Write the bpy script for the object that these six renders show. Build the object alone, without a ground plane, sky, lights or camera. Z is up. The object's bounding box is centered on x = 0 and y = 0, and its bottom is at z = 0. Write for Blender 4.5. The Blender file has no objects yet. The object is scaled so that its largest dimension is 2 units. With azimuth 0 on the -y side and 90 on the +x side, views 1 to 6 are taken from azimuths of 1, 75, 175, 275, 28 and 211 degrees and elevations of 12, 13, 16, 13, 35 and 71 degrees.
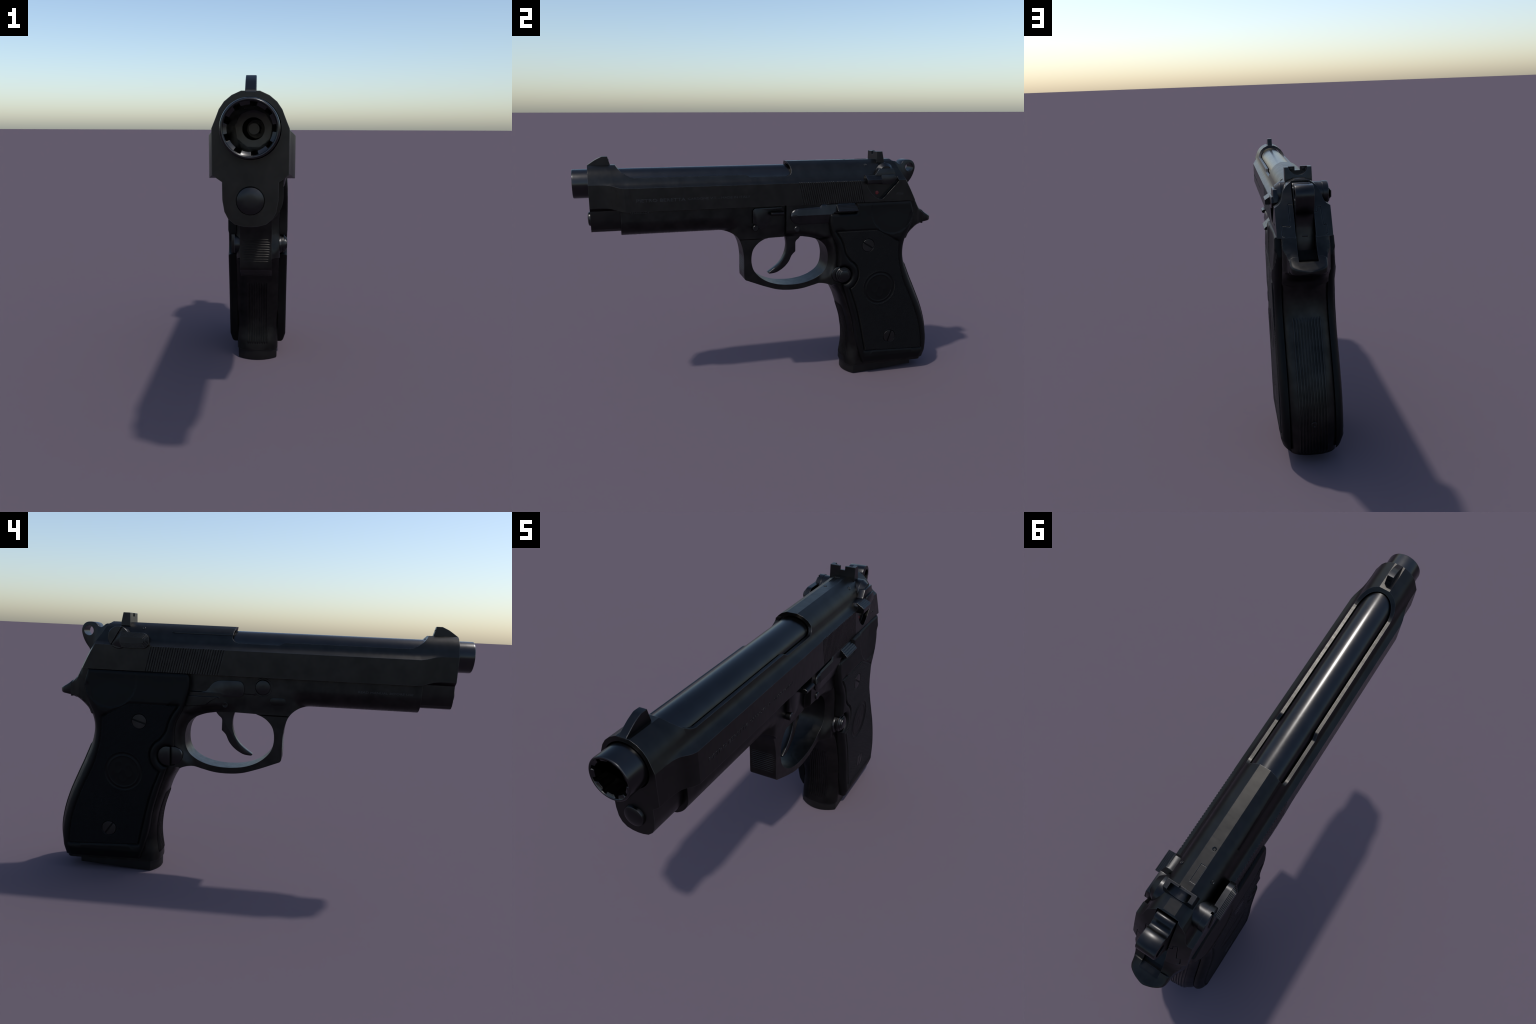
"""A black semi-automatic service pistol, standing on its magazine base.
Frame: y runs from the muzzle (-1) to the tang (+1), x is the width (+x = the
pistol's left side), z is up.  Every part is a named mesh under one Empty."""
import bpy, bmesh, math
import numpy as np
from mathutils import Vector, Matrix
from mathutils.geometry import delaunay_2d_cdt

TAU = math.tau

# ------------------------------------------------------------------ materials
def nd(t, kind, **kw):
    n = t.nodes.new(kind)
    for k, v in kw.items():
        if k in n.inputs.keys():
            n.inputs[k].default_value = v
        else:
            setattr(n, k, v)
    return n


def make_material(name, color, dark, metallic, rough, rough_var=0.08, bevel=0.0025,
                  bump=0.0, bump_scale=300.0, grain_scale=14.0, streak=0.0, checker=None,
                  spec=0.5, edge_glint=0.0, glint_color=(.11, .11, .11)):
    """Dark finish: two close tones mixed by noise, roughness broken up by noise,
    edges rounded in shading, optional fine bump, brushed streaks or checkering."""
    m = bpy.data.materials.new(name)
    m.use_nodes = True
    t = m.node_tree
    b = t.nodes["Principled BSDF"]
    L = t.links.new
    tc = nd(t, "ShaderNodeTexCoord")
    big = nd(t, "ShaderNodeTexNoise", Scale=grain_scale, Detail=6.0, Roughness=0.6)
    L(tc.outputs["Object"], big.inputs["Vector"])
    ramp = nd(t, "ShaderNodeValToRGB")
    ramp.color_ramp.elements[0].position = 0.36
    ramp.color_ramp.elements[1].position = 0.66
    ramp.color_ramp.elements[0].color = (*dark, 1)
    ramp.color_ramp.elements[1].color = (*color, 1)
    L(big.outputs["Fac"], ramp.inputs["Fac"])
    color_out = ramp.outputs["Color"]
    if edge_glint > 0:
        # edge highlights painted into base colour: where the rounded normal leaves the true one
        geo = nd(t, "ShaderNodeNewGeometry")
        rim = nd(t, "ShaderNodeBevel", samples=6)
        rim.inputs["Radius"].default_value = .0032
        dot = nd(t, "ShaderNodeVectorMath", operation="DOT_PRODUCT")
        L(rim.outputs["Normal"], dot.inputs[0])
        L(geo.outputs["Normal"], dot.inputs[1])
        em = nd(t, "ShaderNodeMapRange")
        em.inputs["From Min"].default_value = .995
        em.inputs["From Max"].default_value = .80
        em.inputs["To Min"].default_value = 0.0
        em.inputs["To Max"].default_value = edge_glint
        L(dot.outputs["Value"], em.inputs["Value"])
        pat = nd(t, "ShaderNodeTexNoise", Scale=22.0, Detail=5.0, Roughness=0.7)
        L(tc.outputs["Object"], pat.inputs["Vector"])
        pm = nd(t, "ShaderNodeMath", operation="MULTIPLY")
        L(em.outputs["Result"], pm.inputs[0])
        L(pat.outputs["Fac"], pm.inputs[1])
        mix = nd(t, "ShaderNodeMix", data_type="RGBA")
        L(pm.outputs[0], mix.inputs["Factor"])
        L(color_out, mix.inputs["A"])
        mix.inputs["B"].default_value = (*glint_color, 1)
        color_out = mix.outputs["Result"]
    L(color_out, b.inputs["Base Color"])
    b.inputs["Metallic"].default_value = metallic
    b.inputs["Specular IOR Level"].default_value = spec
    rn = nd(t, "ShaderNodeTexNoise", Scale=38.0, Detail=5.0, Roughness=0.65)
    if streak > 0:                     # brushing across the part: stretch the noise
        mp = nd(t, "ShaderNodeMapping")
        mp.inputs["Scale"].default_value = (0.6, 1.8, 0.6)
        L(tc.outputs["Object"], mp.inputs["Vector"])
        L(mp.outputs["Vector"], rn.inputs["Vector"])
    else:
        L(tc.outputs["Object"], rn.inputs["Vector"])
    mr = nd(t, "ShaderNodeMapRange")
    mr.inputs["From Min"].default_value = 0.25
    mr.inputs["From Max"].default_value = 0.75
    mr.inputs["To Min"].default_value = rough - rough_var
    mr.inputs["To Max"].default_value = rough + rough_var
    L(rn.outputs["Fac"], mr.inputs["Value"])
    L(mr.outputs["Result"], b.inputs["Roughness"])
    bv = nd(t, "ShaderNodeBevel", samples=4)
    bv.inputs["Radius"].default_value = bevel
    normal = bv.outputs["Normal"]
    if checker:
        # diamond checkering: two crossed waves over the side face (y, z)
        sep = nd(t, "ShaderNodeSeparateXYZ")
        L(tc.outputs["Object"], sep.inputs[0])
        waves = []
        for sgn in (1, -1):
            mul = nd(t, "ShaderNodeMath", operation="MULTIPLY_ADD")
            L(sep.outputs["Z"], mul.inputs[0])
            mul.inputs[1].default_value = 1.6 * sgn
            L(sep.outputs["Y"], mul.inputs[2])
            sc = nd(t, "ShaderNodeMath", operation="MULTIPLY")
            L(mul.outputs[0], sc.inputs[0])
            sc.inputs[1].default_value = checker
            pp = nd(t, "ShaderNodeMath", operation="PINGPONG")
            L(sc.outputs[0], pp.inputs[0])
            pp.inputs[1].default_value = 1.0
            waves.append(pp)
        mn = nd(t, "ShaderNodeMath", operation="MULTIPLY")
        L(waves[0].outputs[0], mn.inputs[0])
        L(waves[1].outputs[0], mn.inputs[1])
        bp = nd(t, "ShaderNodeBump")
        bp.inputs["Strength"].default_value = 1.0
        bp.inputs["Distance"].default_value = 0.0019
        L(mn.outputs[0], bp.inputs["Height"])
        L(normal, bp.inputs["Normal"])
        normal = bp.outputs["Normal"]
    if bump > 0:
        fn = nd(t, "ShaderNodeTexNoise", Scale=bump_scale, Detail=3.0)
        L(tc.outputs["Object"], fn.inputs["Vector"])
        bp = nd(t, "ShaderNodeBump")
        bp.inputs["Strength"].default_value = bump
        bp.inputs["Distance"].default_value = 0.001
        L(fn.outputs["Fac"], bp.inputs["Height"])
        L(normal, bp.inputs["Normal"])
        normal = bp.outputs["Normal"]
    L(normal, b.inputs["Normal"])
    return m


M_SLIDE = make_material("blued_slide_steel", (.0370, .0360, .0345), (.0285, .0280, .0270), 1.0, .36, .06, bevel=.0020, streak=1, bump=.04, edge_glint=1.6)
M_BARREL = make_material("polished_barrel_steel", (.049, .049, .050), (.043, .043, .044), 1.0, .25, .03, bevel=.0015)
M_FRAME = make_material("anodised_frame_alloy", (.034, .033, .032), (.022, .0215, .021), 1.0, .39, .07, bevel=.0025, bump=.05, edge_glint=1.0)  # base tone lightened to match sky sheen on the backstrap
M_RIB = make_material("anodised_ribs", (.036, .035, .034), (.024, .0235, .023), 1.0, .36, .05, bevel=.0003)
M_SMALL = make_material("blued_small_parts", (.041, .041, .042), (.031, .031, .032), 1.0, .33, .05, bevel=.0014, edge_glint=1.3)
M_GRIP = make_material("black_grip_polymer", (.0022, .0022, .0024), (.0016, .0016, .0018), 0.0, .47, .04, bump=.04, bevel=.002, spec=.15, edge_glint=1.0, glint_color=(.014, .014, .015))
M_CHECK = make_material("checkered_grip_polymer", (.0024, .0025, .0027), (.0018, .0019, .0021), 0.0, .45, .04, checker=235.0, bevel=.0006, spec=.14)
M_SCREW = make_material("black_screw_steel", (.042, .041, .041), (.032, .031, .031), 1.0, .40, .06, bevel=.001)
M_MARK = make_material("stamped_lettering", (.060, .061, .064), (.048, .049, .052), 1.0, .45, .05, bevel=.0005)
M_RED = make_material("red_paint", (.14, .002, .003), (.11, .002, .003), 0.0, .5, .05)
M_MAG = make_material("magazine_base_polymer", (.0065, .0060, .0060), (.0048, .0044, .0044), 0.0, .5, .06, bump=.06, spec=.25)

# ------------------------------------------------------------------ scene tree
root = bpy.data.objects.new("pistol", None)
bpy.context.collection.objects.link(root)
root["label"] = "black semi-automatic pistol with textured grips and open-top slide"
root["category"] = "pistol"


def link(obj, mat=None, parent=None):
    bpy.context.collection.objects.link(obj)
    obj.parent = parent or root
    if mat is not None:
        obj.data.materials.clear()
        obj.data.materials.append(mat)
    return obj


def finish(me, angle=30):
    me.validate()
    me.polygons.foreach_set("use_smooth", [True] * len(me.polygons))
    me.set_sharp_from_angle(angle=math.radians(angle))
    me.update()


def build(name, verts, faces, mat=None, parent=None, angle=30):
    me = bpy.data.meshes.new(name)
    me.from_pydata([tuple(v) for v in verts], [], [tuple(f) for f in faces])
    bm = bmesh.new()
    bm.from_mesh(me)
    bmesh.ops.remove_doubles(bm, verts=bm.verts, dist=1e-6)
    bmesh.ops.recalc_face_normals(bm, faces=bm.faces)
    bm.to_mesh(me)
    bm.free()
    finish(me, angle)
    return link(bpy.data.objects.new(name, me), mat, parent)


def from_bm(name, bm, mat=None, parent=None, angle=30):
    me = bpy.data.meshes.new(name)
    bmesh.ops.recalc_face_normals(bm, faces=bm.faces)
    bm.to_mesh(me)
    bm.free()
    finish(me, angle)
    return link(bpy.data.objects.new(name, me), mat, parent)


def place(axis, a, b, c):
    """2D profile point (a, b) at height c along the extrusion axis."""
    return {"x": (c, a, b), "y": (a, c, b), "z": (a, b, c)}[axis]


def prism(name, pts, c0, c1, mat=None, parent=None, axis="x", bevel=0.0, seg=2, angle=30, holes=()):
    """Profile extruded along an axis with its rims and corners rounded."""
    bm = bmesh.new()
    va = [bm.verts.new(place(axis, p[0], p[1], c0)) for p in pts]
    f = bm.faces.new(va)
    r = bmesh.ops.extrude_face_region(bm, geom=[f])
    top = [g for g in r["geom"] if isinstance(g, bmesh.types.BMVert)]
    d = Vector(place(axis, 0, 0, c1 - c0))
    bmesh.ops.translate(bm, verts=top, vec=d)
    bmesh.ops.recalc_face_normals(bm, faces=bm.faces)
    if bevel > 0:
        es = [e for e in bm.edges if len(e.link_faces) == 2 and e.calc_face_angle() > math.radians(28)]
        bmesh.ops.bevel(bm, geom=es, offset=bevel, segments=seg, profile=.5, affect="EDGES", clamp_overlap=True)
    o = from_bm(name, bm, mat, parent, angle)
    for h in holes:
        cut(o, h)
    return o


def lathe(name, prof, center, axis, mat=None, parent=None, n=48, angle=30):
    """prof: (distance along axis, radius) pairs; closed on the axis at both ends."""
    verts, faces = [], []
    for d, r in prof:
        for i in range(n):
            a = TAU * i / n
            p, q = r * math.cos(a), r * math.sin(a)
            v = {"x": (d, center[0] + p, center[1] + q), "y": (center[0] + p, d, center[1] + q),
                 "z": (center[0] + p, center[1] + q, d)}[axis]
            verts.append(v)
    for k in range(len(prof) - 1):
        for i in range(n):
            j = (i + 1) % n
            faces.append((k * n + i, k * n + j, (k + 1) * n + j, (k + 1) * n + i))
    faces.append(tuple(range(n)))
    faces.append(tuple(range((len(prof) - 1) * n, len(prof) * n)))
    return build(name, verts, faces, mat, parent, angle)


def loft(name, sections, mat=None, parent=None, angle=30):
    """Rings of equal point count, capped at both ends."""
    n = len(sections[0])
    verts = [p for s in sections for p in s]
    faces = []
    for k in range(len(sections) - 1):
        for i in range(n):
            j = (i + 1) % n
            faces.append((k * n + i, k * n + j, (k + 1) * n + j, (k + 1) * n + i))
    faces.append(tuple(range(n)))
    faces.append(tuple((len(sections) - 1) * n + i for i in range(n)))
    return build(name, verts, faces, mat, parent, angle)


def cut(obj, *cutters, op="DIFFERENCE", angle=30):
    for c in cutters:
        md = obj.modifiers.new("cut", "BOOLEAN")
        md.object, md.operation, md.solver = c, op, "EXACT"
        bpy.context.view_layer.update()
        dg = bpy.context.evaluated_depsgraph_get()
        me = bpy.data.meshes.new_from_object(obj.evaluated_get(dg))
        obj.modifiers.remove(md)
        old = obj.data
        obj.data = me
        me.name = obj.name
        bpy.data.meshes.remove(old)
        drop(c)
    finish(obj.data, angle)
    return obj


def drop(o):
    me = o.data
    bpy.data.objects.remove(o)
    if me and me.users == 0:
        bpy.data.meshes.remove(me)


def join(objs, name=None):
    """Merge the meshes of several objects into the first one."""
    bm = bmesh.new()
    for o in objs:
        bm.from_mesh(o.data)
    first = objs[0]
    mat = first.data.materials[0] if first.data.materials else None
    me = bpy.data.meshes.new(name or first.name)
    bm.to_mesh(me)
    bm.free()
    for o in objs[1:]:
        drop(o)
    first.data = me
    if name:
        first.name = name
    if mat:
        me.materials.append(mat)
    finish(me)
    return first


def curve(pts, step=.01):
    """Centripetal-like smooth line through control points, resampled evenly."""
    P = np.array(pts, float)
    Q = np.vstack([2 * P[0] - P[1], P, 2 * P[-1] - P[-2]])
    out = []
    for i in range(1, len(Q) - 2):
        n = max(2, int(np.linalg.norm(Q[i + 1] - Q[i]) / step) + 1)
        t = np.linspace(0, 1, n, endpoint=False)[:, None]
        a, b, c, d = Q[i - 1], Q[i], Q[i + 1], Q[i + 2]
        # tangents limited by segment length, so uneven spacing makes no loops
        l0, l1, l2 = (max(np.linalg.norm(v), 1e-9) for v in (b - a, c - b, d - c))
        m1 = ((b - a) / l0 * l1 + (c - b) / l1 * l0) / (l0 + l1) * l1
        m2 = ((c - b) / l1 * l2 + (d - c) / l2 * l1) / (l1 + l2) * l1
        h = (2 * t**3 - 3 * t**2 + 1) * b + (t**3 - 2 * t**2 + t) * m1 + (3 * t**2 - 2 * t**3) * c + (t**3 - t**2) * m2
        out.append(h)
    out.append(P[-1:])
    return np.vstack(out)


def arc(cx, cy, r, a0, a1, n=16):
    a = np.radians(np.linspace(a0, a1, n))
    return np.c_[cx + r * np.cos(a), cy + r * np.sin(a)]


def circle(cx, cy, r, n=40):
    return arc(cx, cy, r, 0, 360 - 360 / n, n)


def chain(*parts):
    out = []
    for p in parts:
        for q in np.atleast_2d(np.array(p, float)):
            if not out or np.linalg.norm(out[-1] - q) > 5e-4:
                out.append(q)
    if np.linalg.norm(out[0] - out[-1]) < 5e-4:
        out.pop()
    return np.array(out)


def dist_line(P, line, closed=False):
    """Distance of every point in P to a polyline."""
    A = line if closed else line[:-1]
    B = np.roll(line, -1, 0) if closed else line[1:]
    best = np.full(len(P), 1e9)
    for a, b in zip(A, B):
        d = b - a
        t = np.clip(((P - a) @ d) / max(d @ d, 1e-12), 0, 1)
        best = np.minimum(best, np.hypot(*(P - a - t[:, None] * d).T))
    return best


def inside(P, poly):
    x, y = P[:, 0], P[:, 1]
    c = np.zeros(len(P), bool)
    for (x1, y1), (x2, y2) in zip(poly, np.roll(poly, -1, 0)):
        if y1 == y2:
            continue
        c ^= ((y1 > y) != (y2 > y)) & (x < (x2 - x1) * (y - y1) / (y2 - y1) + x1)
    return c


def sstep(v, a, b):
    t = np.clip((v - a) / (b - a), 0, 1)
    return t * t * (3 - 2 * t)


def resample(poly, step, closed=True):
    out = []
    n = len(poly)
    for i in range(n if closed else n - 1):
        a, b = poly[i], poly[(i + 1) % n]
        k = max(1, int(np.ceil(np.linalg.norm(b - a) / step)))
        for j in range(k):
            out.append(a + (b - a) * j / k)
    if not closed:
        out.append(poly[-1])
    return np.array(out)


def sheet(outer, holes, lines, extra, step):
    """Triangulated flat region (y, z) with crease lines; returns points, triangles, loops."""
    loops = [resample(outer, step)] + [resample(h, step) for h in holes]
    pts, edges = [], []
    for lp in loops:
        k = len(pts)
        pts += list(lp)
        edges += [(k + i, k + (i + 1) % len(lp)) for i in range(len(lp))]
    for ln, closed in lines:
        lp = resample(np.array(ln, float), step, closed)
        k = len(pts)
        pts += list(lp)
        m = len(lp)
        edges += [(k + i, k + (i + 1) % m) for i in range(m if closed else m - 1)]
    border = np.array(pts)
    lo, hi = outer.min(0), outer.max(0)
    gy, gz = np.arange(lo[0], hi[0], step), np.arange(lo[1], hi[1], step * .866)
    G = np.array([(y + (step / 2 if k % 2 else 0), z) for k, z in enumerate(gz) for y in gy])
    ex = np.array(extra).reshape(-1, 2)
    if len(ex):                        # no two helper points closer than a fraction of the step
        ex = ex[np.sort(np.unique(np.round(ex / (step * .3)).astype(int), axis=0, return_index=True)[1])]
    def ok(Q, gap):
        keep = inside(Q, outer)
        for h in holes:
            keep &= ~inside(Q, h)
        Q = Q[keep]
        far = np.ones(len(Q), bool)
        for s in range(0, len(border), 200):
            B = border[s:s + 200]
            far &= (np.hypot(Q[:, None, 0] - B[None, :, 0], Q[:, None, 1] - B[None, :, 1]) > gap).all(1)
        return Q[far]
    if len(ex):
        ex = ok(ex, step * .17)
        G = ok(G, step * .55)
        if len(ex):
            far = np.ones(len(G), bool)
            for s in range(0, len(ex), 200):
                B = ex[s:s + 200]
                far &= (np.hypot(G[:, None, 0] - B[None, :, 0], G[:, None, 1] - B[None, :, 1]) > step * .5).all(1)
            G = G[far]
        pts += list(ex)
    else:
        G = ok(G, step * .55)
    pts += list(G)
    r = delaunay_2d_cdt([Vector(p) for p in pts], edges, [], 0, 1e-6)
    V = np.array([(v.x, v.y) for v in r[0]])
    T = np.array([f for f in r[2] if len(f) == 3])
    c = V[T].mean(1)
    keep = inside(c, outer)
    for h in holes:
        keep &= ~inside(c, h)
    T = T[keep]
    use = np.unique(T)
    mp = -np.ones(len(V), int)
    mp[use] = np.arange(len(use))
    return V[use], mp[T]


def slab(name, V, T, x_hi, x_lo, mat=None, parent=None, angle=30):
    """Solid between two height fields over the same triangulation."""
    n = len(V)
    verts = [(x_hi[i], V[i, 0], V[i, 1]) for i in range(n)] + [(x_lo[i], V[i, 0], V[i, 1]) for i in range(n)]
    faces = [tuple(t) for t in T] + [tuple(n + i for i in t[::-1]) for t in T]
    cnt = {}
    for t in T:
        for a, b in ((t[0], t[1]), (t[1], t[2]), (t[2], t[0])):
            cnt[(a, b)] = 1
    for a, b in cnt:
        if (b, a) not in cnt:
            faces.append((b, a, n + a, n + b))
    return build(name, verts, faces, mat, parent, angle)


def offset_line(line, d, side=1):
    t = np.gradient(line, axis=0)
    t /= np.maximum(np.linalg.norm(t, axis=1, keepdims=True), 1e-9)
    return line + side * d * np.c_[-t[:, 1], t[:, 0]]


def box(name, x0, x1, y0, y1, z0, z1, mat=None, parent=None, bevel=0.0, seg=2):
    return prism(name, [(y0, z0), (y1, z0), (y1, z1), (y0, z1)], x0, x1, mat, parent, "x", bevel, seg)


# ------------------------------------------------------------------ the slide
# half cross-sections (x, z) from the top flat round to the belly
NOSE = [(0, 1.2525), (.0235, 1.2525), (.047, 1.2420), (.066, 1.2265), (.079, 1.2080), (.0865, 1.189),
        (.0905, 1.179), (.0935, 1.172), (.0955, 1.167), (.098, 1.161), (.098, 1.120), (.098, 1.046),
        (.085, 1.036), (.0725, 1.0275), (.0720, .983), (.0670, .952), (.0570, .9325), (.0405, .9190), (.020, .9135), (0, .9120)]
MAIN = [(0, 1.2525), (.0235, 1.2525), (.047, 1.2420), (.066, 1.2265), (.079, 1.2080), (.0855, 1.190),
        (.0895, 1.176), (.095, 1.164), (.103, 1.154), (.121, 1.1425), (.121, 1.100), (.121, 1.0245),
        (.096, 1.0245), (.0725, 1.0275), (.0720, .983), (.0670, .952), (.0570, .9325), (.0405, .9190), (.020, .9135), (0, .9120)]
FLAT = MAIN[:13] + [(.0725 * (1 - k / 6), 1.0275) for k in range(6)] + [(0, 1.0275)]


def slide_section(y, t, belly=True):
    A, B = np.array(NOSE), np.array(MAIN if belly else FLAT)
    s = A + (B - A) * t
    ring = [(x, y, z) for x, z in s] + [(-x, y, z) for x, z in s[-2:0:-1]]
    return ring


slide = loft("slide", [slide_section(y, t, b) for y, t, b in [
    (-.923, 0, True), (-.875, 0, True), (-.845, .06, True), (-.820, .2, True), (-.803, .4, True), (-.788, .63, True),
    (-.770, .86, True), (-.750, 1, True), (-.7495, 1, False), (-.3, 1, False), (.15, 1, False), (.55, 1, False), (.93, 1, False)]],
    M_SLIDE, angle=21)

# rear face: a curved slope, bulging backwards in the middle
REAR = curve([(.700, 1.30), (.7225, 1.2535), (.737, 1.243), (.755, 1.222), (.774, 1.200), (.813, 1.152), (.850, 1.090),
              (.880, 1.032), (.905, .98)], .02)
BULGE = .034
secs = []
for x in np.linspace(-.14, .14, 15):
    bulge = BULGE * (x / .12) ** 2
    ring = [(x, y - bulge * np.clip((1.2525 - z) / .05, 0, 1), z) for y, z in REAR]
    ring += [(x, 1.3, .98), (x, 1.3, 1.30)]
    secs.append(ring)
rear_cutter = loft("rear_cutter", secs)

# open top over the barrel
top_profile = chain([(-.794, 1.30), (-.788, 1.2525), (-.778, 1.238)], curve([(-.778, 1.238), (-.760, 1.220), (-.742, 1.207), (-.720, 1.195), (-.700, 1.1895)], .008),
                    [(-.128, 1.1895), (-.118, 1.1875), (-.100, 1.1775), (-.094, 1.1765), (.078, 1.1765)],
                    curve([(.078, 1.1765), (.103, 1.1785), (.119, 1.187), (.127, 1.200), (.127, 1.214), (.122, 1.233), (.114, 1.2525)], .006), [(.110, 1.30)])
top_cutter = prism("top_cutter", top_profile, -.2, .2)
bore_cutter = lathe("bore_cutter", [(-1.1, .0775), (.1355, .0775)], (0, 1.161), "y", n=64)
slot_cutter = box("slot_cutter", -.0435, .0435, .731, 1.2, .9, 1.35)
safety_pocket = prism("safety_pocket", chain(curve([(.600, 1.26), (.560, 1.20), (.543, 1.150), (.548, 1.125), (.560, 1.100), (.594, 1.059), (.622, 1.041), (.635, 1.037), (.648, 1.040), (.662, 1.052)], .01),
                      [(.742, 1.134), (.742, 1.19), (.715, 1.26)]), .099, .2)
cut(slide, bore_cutter, top_cutter, rear_cutter, slot_cutter, safety_pocket, angle=21)

# cocking serrations: thirty slanted V grooves on either side
grooves = []
for side in (1, -1):
    bm = bmesh.new()
    for i in range(30):
        y_top = .160 + i * (.509 - .160) / 29
        sl = -.025 / .105
        w, depth = .0044, .0036
        ring = []
        for z in (1.150, 1.020):
            y = y_top + (z - 1.1425) * sl
            ring.append([(.1225, y - w), (.1225, y + w), (.121 - depth, y + .0008), (.121 - depth, y - .0008)])
        v = [[bm.verts.new((side * x, y, z)) for x, y in r] for r, z in zip(ring, (1.150, 1.020))]
        bm.faces.new(v[0])
        bm.faces.new(v[1][::-1])
        for k in range(4):
            bm.faces.new((v[0][k], v[0][(k + 1) % 4], v[1][(k + 1) % 4], v[1][k]))
    grooves.append(from_bm("groove_cutter", bm))
cut(slide, *grooves, angle=21)

# marks on the slide top: sunk dimple, plunger slot, cross pins
cut(slide, lathe("dimple", [(1.2485, .004), (1.2525, .0085), (1.27, .0085)], (-.010, .463), "z", n=24),
    box("plunger_slot", -.0225, .0015, .528, .600, 1.2490, 1.28), angle=21)
box("firing_pin_block", -.0205, -.0005, .530, .598, 1.240, 1.2500, M_SLIDE, slide)
wn = slide.modifiers.new("weighted", "WEIGHTED_NORMAL")
wn.keep_sharp = True
for x, y, sgn in ((.066, .560, 1), (-.066, .560, -1)):
    pin = lathe("cross_pin", [(-.02, .0085), (.0005, .0085), (.0018, .007), (.0018, .0045), (.0004, .0035)], (0, 0), "z", M_SLIDE, slide, 24)
    nrm = Vector((sgn * .77, 0, .64)).normalized()
    pin.matrix_local = Matrix.Translation((x, y, 1.2265)) @ nrm.to_track_quat("Z", "Y").to_matrix().to_4x4()
# long extractor bar along the right rear of the slide
ext = prism("extractor", [(.125, 1.2105), (.125, 1.2265), (.405, 1.2265), (.418, 1.222), (.418, 1.2145), (.405, 1.2105)], -.081, -.06, M_SLIDE, slide, bevel=.001)
for v in ext.data.vertices:          # lean the bar onto the shoulder of the slide
    v.co.x = v.co.x + (.0015 if v.co.z < 1.218 else .0145)

# sights
fs = chain(curve([(-.9235, 1.2535), (-.905, 1.266), (-.880, 1.282), (-.850, 1.2955)], .012), [(-.823, 1.2955), (-.8095, 1.247), (-.9235, 1.247)])
front_sight = prism("front_sight", fs, -.0138, .0138, M_SMALL, root, bevel=.0012, seg=1)
lathe("front_sight_dot", [(-.8240, .0055), (-.8168, .0055), (-.8166, .004)], (0, 1.276), "y", M_SCREW, front_sight, 20)

rs = prism("rear_sight", [(.630, 1.2965), (.664, 1.2965), (.675, 1.246), (.675, 1.2335), (.630, 1.2335)], -.0605, .0605, M_SMALL, root, bevel=.0012, seg=1)
cut(rs, lathe("saddle_cutter", [(.5, .0935), (.8, .0935)], (0, 1.1575), "y", n=64),
    box("notch_cutter", -.0120, .0120, .60, .72, 1.2790, 1.33),
    lathe("hollow_cutter", [(.639, .0435), (.72, .0435)], (0, 1.3045), "y", n=48))
for x in (-.027, .027):
    lathe("rear_sight_dot", [(.637, .0065), (.6398, .0065), (.6402, .005)], (x, 1.2845), "y", M_SCREW, rs, 20)

# safety levers: drum, plate and ridged thumb pad
safety = lathe("safety_lever", [(.055, .0560), (.0868, .0560), (.0890, .0545), (.106, .043), (.110, .040)], (.668, 1.1800), "x", M_SMALL, root, 56)
prism("lever_plate", [(.606, 1.182), (.622, 1.2075), (.706, 1.2075), (.7185, 1.181), (.7265, 1.152), (.712, 1.133), (.694, 1.1235), (.668, 1.120), (.642, 1.1235), (.626, 1.128),
                      (.552, 1.128), (.540, 1.138), (.538, 1.158), (.546, 1.171), (.600, 1.174)], .088, .119, M_SMALL, safety, bevel=.0025)
prism("lever_arm", [(.632, 1.174), (.708, 1.1765), (.7265, 1.152), (.712, 1.133), (.694, 1.1235), (.668, 1.120), (.642, 1.1235), (.627, 1.130)], .117, .1285, M_SMALL, safety, bevel=.0025)


def ridged_pad(name, y0, y1, z_lo, z_hi, x_in, x_out, steps, mat, parent, sgn=1, face=.30):
    """Thumb pad whose upper slope is cut into small stair ridges."""
    zf = z_lo + (z_hi - z_lo) * face
    prof = [(x_in, z_lo), (x_out - .004, z_lo), (x_out, z_lo + .004), (x_out, zf)]
    for k in range(steps):
        x = x_out - (x_out - x_in) * (k + .85) / (steps + .3)
        z = zf + (z_hi - zf) * (k + .15) / steps
        prof += [(x + (x_out - x_in) / (steps + .3) * .35, z), (x, z + (z_hi - zf) / steps * .75)]
    prof += [(x_in, z_hi)]
    return prism(name, [(sgn * a, b) for a, b in prof], y0, y1, mat, parent, "y", .0008, 1)


ridged_pad("thumb_pad", .541, .629, 1.1275, 1.1735, .112, .150, 5, M_SMALL, safety, face=.5)
lathe("warning_dot", [(.095, .0105), (.1002, .0105), (.1006, .0095)], (.6215, 1.073), "x", M_RED, slide, 28)

safety_r = lathe("safety_lever", [(-.055, .0505), (-.102, .0505), (-.1025, .0530), (-.124, .0530), (-.1275, .0505)], (.667, 1.1785), "x", M_SMALL, root, 56)
slot_line = [(.7075, 1.1415), (.6995, 1.1360), (.6425, 1.2260), (.6515, 1.2310)]
cut(safety_r, prism("screw_slot", slot_line, -.1180, -.2))


def stadium(y_back, z0, z1, y_front, n=14):
    r = (z1 - z0) / 2
    return chain([(y_back, z0), (y_back, z1)], arc(y_front + r, z0 + r, r, 90, 270, n))


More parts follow.
